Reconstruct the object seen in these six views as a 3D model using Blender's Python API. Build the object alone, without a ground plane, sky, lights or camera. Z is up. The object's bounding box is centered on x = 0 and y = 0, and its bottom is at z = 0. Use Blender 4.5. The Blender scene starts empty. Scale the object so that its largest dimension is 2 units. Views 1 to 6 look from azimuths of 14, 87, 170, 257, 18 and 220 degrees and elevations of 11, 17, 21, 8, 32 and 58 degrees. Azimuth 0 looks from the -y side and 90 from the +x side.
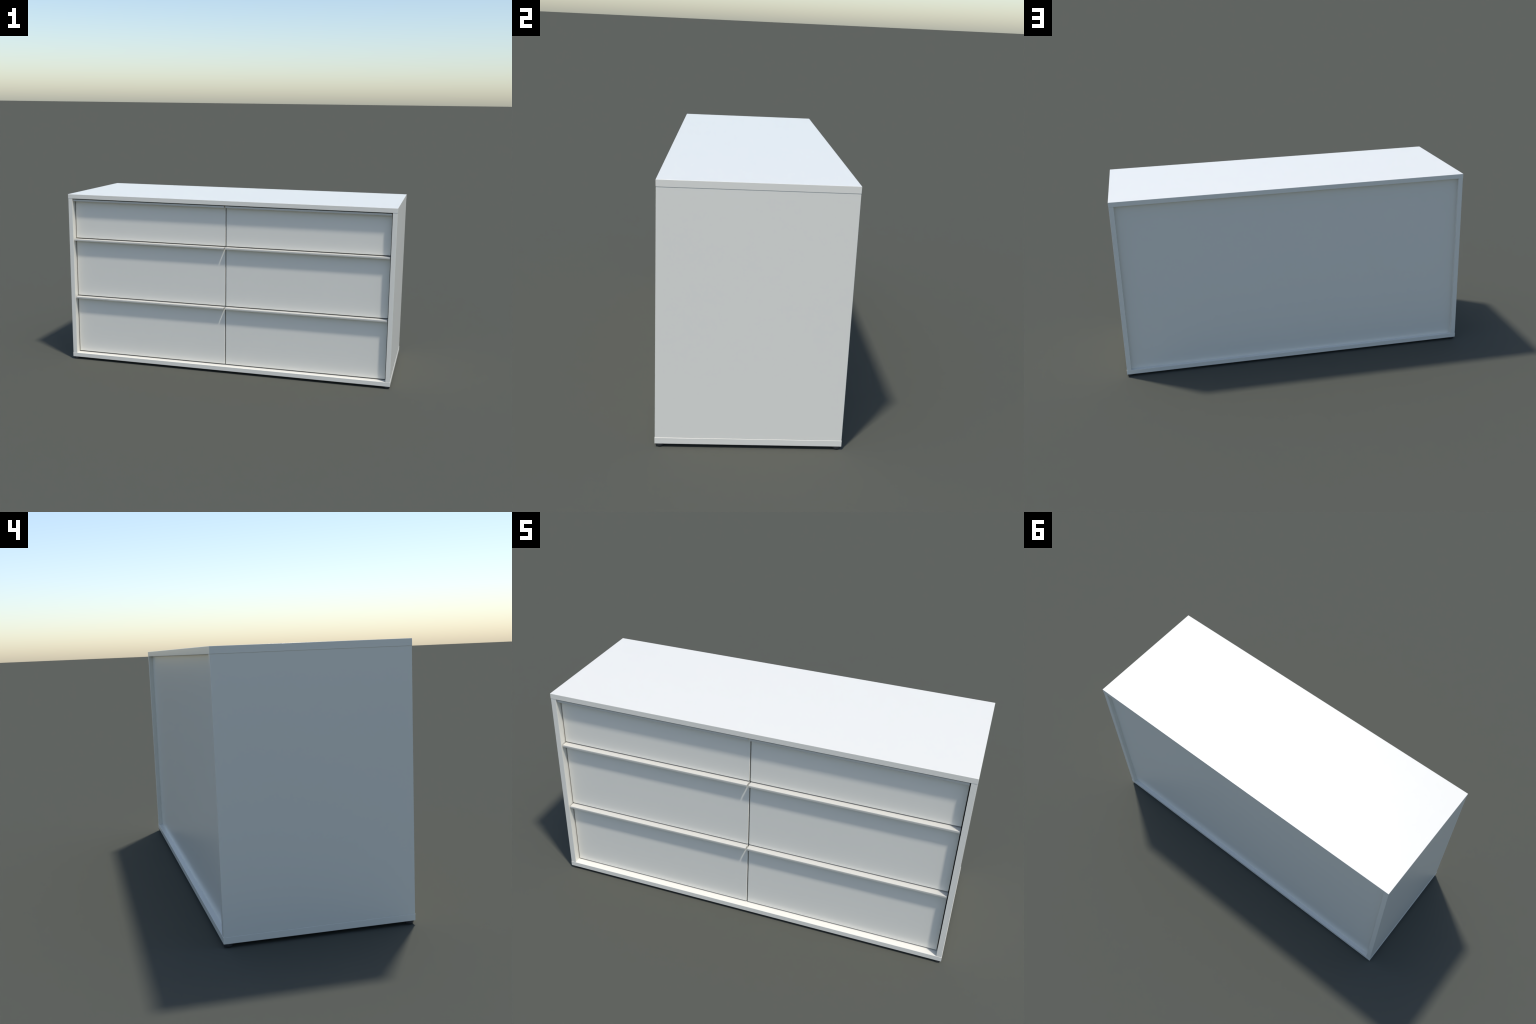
"""White six-drawer dresser: slab top and base, thin side panels, recessed back,
two columns of three drawers whose fronts end in a projecting grip lip, black glides."""
import bpy, bmesh
from math import cos, sin, pi, radians

# ------------------------------------------------------------------ sizes (m)
W, D, H = 2.000, 0.728, 1.050          # overall
SLAB = 0.0264                          # top slab thickness
BASE_Z0, BASE_Z1 = 0.0126, 0.0382      # base slab
TOP_Z0 = H - SLAB
SIDE_OUT, SIDE_IN = 0.9989, 0.9730     # side panel outer / inner |x|
SIDE_Y = 0.3632                        # side panel front / back |y|
FACE_Y = -0.3293                       # drawer face plane
FRONT_T = 0.0200                       # drawer front thickness
LIP_Y = -0.3580                        # grip lip nose
BACK_Y, BACK_T = 0.3420, 0.0060        # back panel
GAP = 0.0052                           # reveal around the fronts
ROWS = [(0.7757, 1.0179), (0.4097, 0.7708), (0.0444, 0.4045)]   # z0, z1 per row
FOOT_X, FOOT_Y = 0.9811, 0.3452


# ------------------------------------------------------------------ materials
def lacquer(name, base, rough, var=0.012):
    m = bpy.data.materials.new(name)
    m.use_nodes = True
    nt = m.node_tree
    bsdf = nt.nodes["Principled BSDF"]
    tc = nt.nodes.new("ShaderNodeTexCoord")
    n = nt.nodes.new("ShaderNodeTexNoise")
    n.inputs["Scale"].default_value = 3.0
    n.inputs["Detail"].default_value = 4.0
    nt.links.new(tc.outputs["Object"], n.inputs["Vector"])
    r = nt.nodes.new("ShaderNodeValToRGB")
    r.color_ramp.elements[0].position = 0.3
    r.color_ramp.elements[1].position = 0.7
    r.color_ramp.elements[0].color = (*[c * (1 - var) for c in base], 1)
    r.color_ramp.elements[1].color = (*[min(1, c * (1 + var)) for c in base], 1)
    nt.links.new(n.outputs["Fac"], r.inputs["Fac"])
    nt.links.new(r.outputs["Color"], bsdf.inputs["Base Color"])
    bsdf.inputs["Roughness"].default_value = rough
    bsdf.inputs["IOR"].default_value = 1.5
    return m


WHITE = lacquer("white_lacquer", (0.80, 0.772, 0.690), 0.25, 0.003)
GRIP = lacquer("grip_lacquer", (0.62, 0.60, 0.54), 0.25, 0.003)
BLACK = lacquer("black_plastic", (0.040, 0.041, 0.044), 0.30, 0.05)


# ------------------------------------------------------------------ helpers
def finish(name, bm, mat, parent, bevel=0.0, segs=2, smooth_angle=30):
    """Bevel the sharp edges; wide faces keep their own flat normals and only the
    narrow bevel strips are shaded round."""
    me = bpy.data.meshes.new(name)
    bmesh.ops.recalc_face_normals(bm, faces=bm.faces)
    wide = None
    if bevel:
        edges = [e for e in bm.edges if len(e.link_faces) == 2
                 and e.calc_face_angle(0) > radians(50)]
        out = bmesh.ops.bevel(bm, geom=edges, offset=bevel, segments=segs,
                              profile=0.5, affect='EDGES', clamp_overlap=True)
        strips = set(out["faces"])
        wide = [f for f in bm.faces if f not in strips]
    for f in bm.faces:
        f.smooth = True
    bm.normal_update()
    normals = None
    if wide is not None:
        bm.verts.index_update()
        normals = [v.normal.copy() for v in bm.verts]
        for f in wide:
            for v in f.verts:
                normals[v.index] = f.normal.copy()
    else:
        for e in bm.edges:
            e.smooth = not (len(e.link_faces) == 2
                            and e.calc_face_angle(0) > radians(smooth_angle))
    bm.to_mesh(me)
    bm.free()
    if normals:
        me.normals_split_custom_set_from_vertices(normals)
    me.materials.append(mat)
    ob = bpy.data.objects.new(name, me)
    bpy.context.scene.collection.objects.link(ob)
    ob.parent = parent
    return ob


def board(name, x0, x1, y0, y1, z0, z1, parent, bevel=0.0010, segs=3, mat=None):
    bm = bmesh.new()
    bmesh.ops.create_cube(bm, size=1)
    for v in bm.verts:
        v.co = ((x0 + x1) / 2 + v.co.x * (x1 - x0),
                (y0 + y1) / 2 + v.co.y * (y1 - y0),
                (z0 + z1) / 2 + v.co.z * (z1 - z0))
    return finish(name, bm, mat or WHITE, parent, bevel, segs, 30)


def extrude_profile(name, profile, x0, x1, parent, mat, smooth_angle=35):
    """Extrude a closed (y, z) outline along x."""
    bm = bmesh.new()
    a = [bm.verts.new((x0, y, z)) for y, z in profile]
    b = [bm.verts.new((x1, y, z)) for y, z in profile]
    n = len(profile)
    for i in range(n):
        j = (i + 1) % n
        bm.faces.new((a[i], a[j], b[j], b[i]))
    bm.faces.new(a)
    bm.faces.new(list(reversed(b)))
    return finish(name, bm, mat, parent, 0.0, 1, smooth_angle)


def arc(cy, cz, r, a0, a1, n):
    return [(cy + r * cos(radians(a0 + (a1 - a0) * i / n)),
             cz + r * sin(radians(a0 + (a1 - a0) * i / n))) for i in range(n + 1)]


# ------------------------------------------------------------------ carcass
dresser = bpy.data.objects.new("dresser", None)
bpy.context.scene.collection.objects.link(dresser)
dresser["label"] = "white lacquered six-drawer dresser with lip handles and black feet"
dresser["category"] = "dresser"

board("top_panel", -W / 2, W / 2, -D / 2, D / 2, TOP_Z0, H, dresser)
board("base_panel", -W / 2, W / 2, -D / 2, D / 2, BASE_Z0, BASE_Z1, dresser)
for s in (-1, 1):
    xs = sorted((s * SIDE_IN, s * SIDE_OUT))
    board("side_panel", xs[0], xs[1], -SIDE_Y, SIDE_Y, BASE_Z1, TOP_Z0, dresser)
board("back_panel", -SIDE_IN, SIDE_IN, BACK_Y - BACK_T, BACK_Y, BASE_Z1, TOP_Z0,
      dresser, 0.0)


# ------------------------------------------------------------------ drawers
LIP_H = 0.0109        # height of the lip's nose
LIP_T = 0.0035        # thickness of the lip's shelf
LIP_GAP = 0.0085      # slot between the left and right lips


def lip_profile(z1):
    """Thin shelf on top of the front, turned down at its nose."""
    yb = FACE_Y + FRONT_T
    p = [(yb, z1)]
    p += arc(LIP_Y + 0.0008, z1 - 0.0008, 0.0008, 90, 180, 4)
    p += arc(LIP_Y + 0.0010, z1 - LIP_H + 0.0008, 0.0008, 180, 360, 6)
    p += arc(LIP_Y + 0.0018 + 0.006, z1 - LIP_T - 0.006, 0.006, 180, 90, 6)
    p += [(FACE_Y, z1 - LIP_T), (yb, z1 - LIP_T)]
    return p


for (z0, z1) in ROWS:
    for s in (-1, 1):
        x0, x1 = sorted((s * GAP / 2, s * (SIDE_IN - GAP * 0.9)))
        front = board("drawer_front", x0, x1, FACE_Y, FACE_Y + FRONT_T,
                      z0, z1 - 0.0004, dresser, 0.0030, segs=4)
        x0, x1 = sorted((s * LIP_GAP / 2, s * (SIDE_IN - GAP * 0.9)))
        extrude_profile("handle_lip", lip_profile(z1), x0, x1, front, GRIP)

# upright between the two drawer columns, just behind the fronts
board("divider_panel", -0.0100, 0.0100, FACE_Y + FRONT_T + 0.004, BACK_Y - BACK_T - 0.001,
      BASE_Z1, TOP_Z0, dresser, 0.0)


# ------------------------------------------------------------------ feet
def foot_mesh():
    prof = [(0.0, BASE_Z0 + 0.0008), (0.0182, BASE_Z0 + 0.0008), (0.0187, 0.0114),
            (0.0186, 0.0092), (0.0178, 0.0050), (0.0170, 0.0018), (0.0155, 0.0), (0.0, 0.0)]
    bm = bmesh.new()
    n = 40
    rings = []
    for r, z in prof:
        if r == 0:
            rings.append([bm.verts.new((0, 0, z))])
        else:
            rings.append([bm.verts.new((r * cos(2 * pi * i / n), r * sin(2 * pi * i / n), z))
                          for i in range(n)])
    for a, b in zip(rings, rings[1:]):
        for i in range(n):
            j = (i + 1) % n
            if len(a) == 1:
                bm.faces.new((a[0], b[i], b[j]))
            elif len(b) == 1:
                bm.faces.new((a[i], b[0], a[j]))
            else:
                bm.faces.new((a[i], b[i], b[j], a[j]))
    return bm


proto = None
for sx in (-1, 1):
    for sy in (-1, 1):
        if proto is None:
            proto = finish("foot", foot_mesh(), BLACK, dresser, 0, 1, 45)
            ob = proto
        else:
            ob = proto.copy()
            bpy.context.scene.collection.objects.link(ob)
        ob.location = (sx * FOOT_X, sy * FOOT_Y, 0)
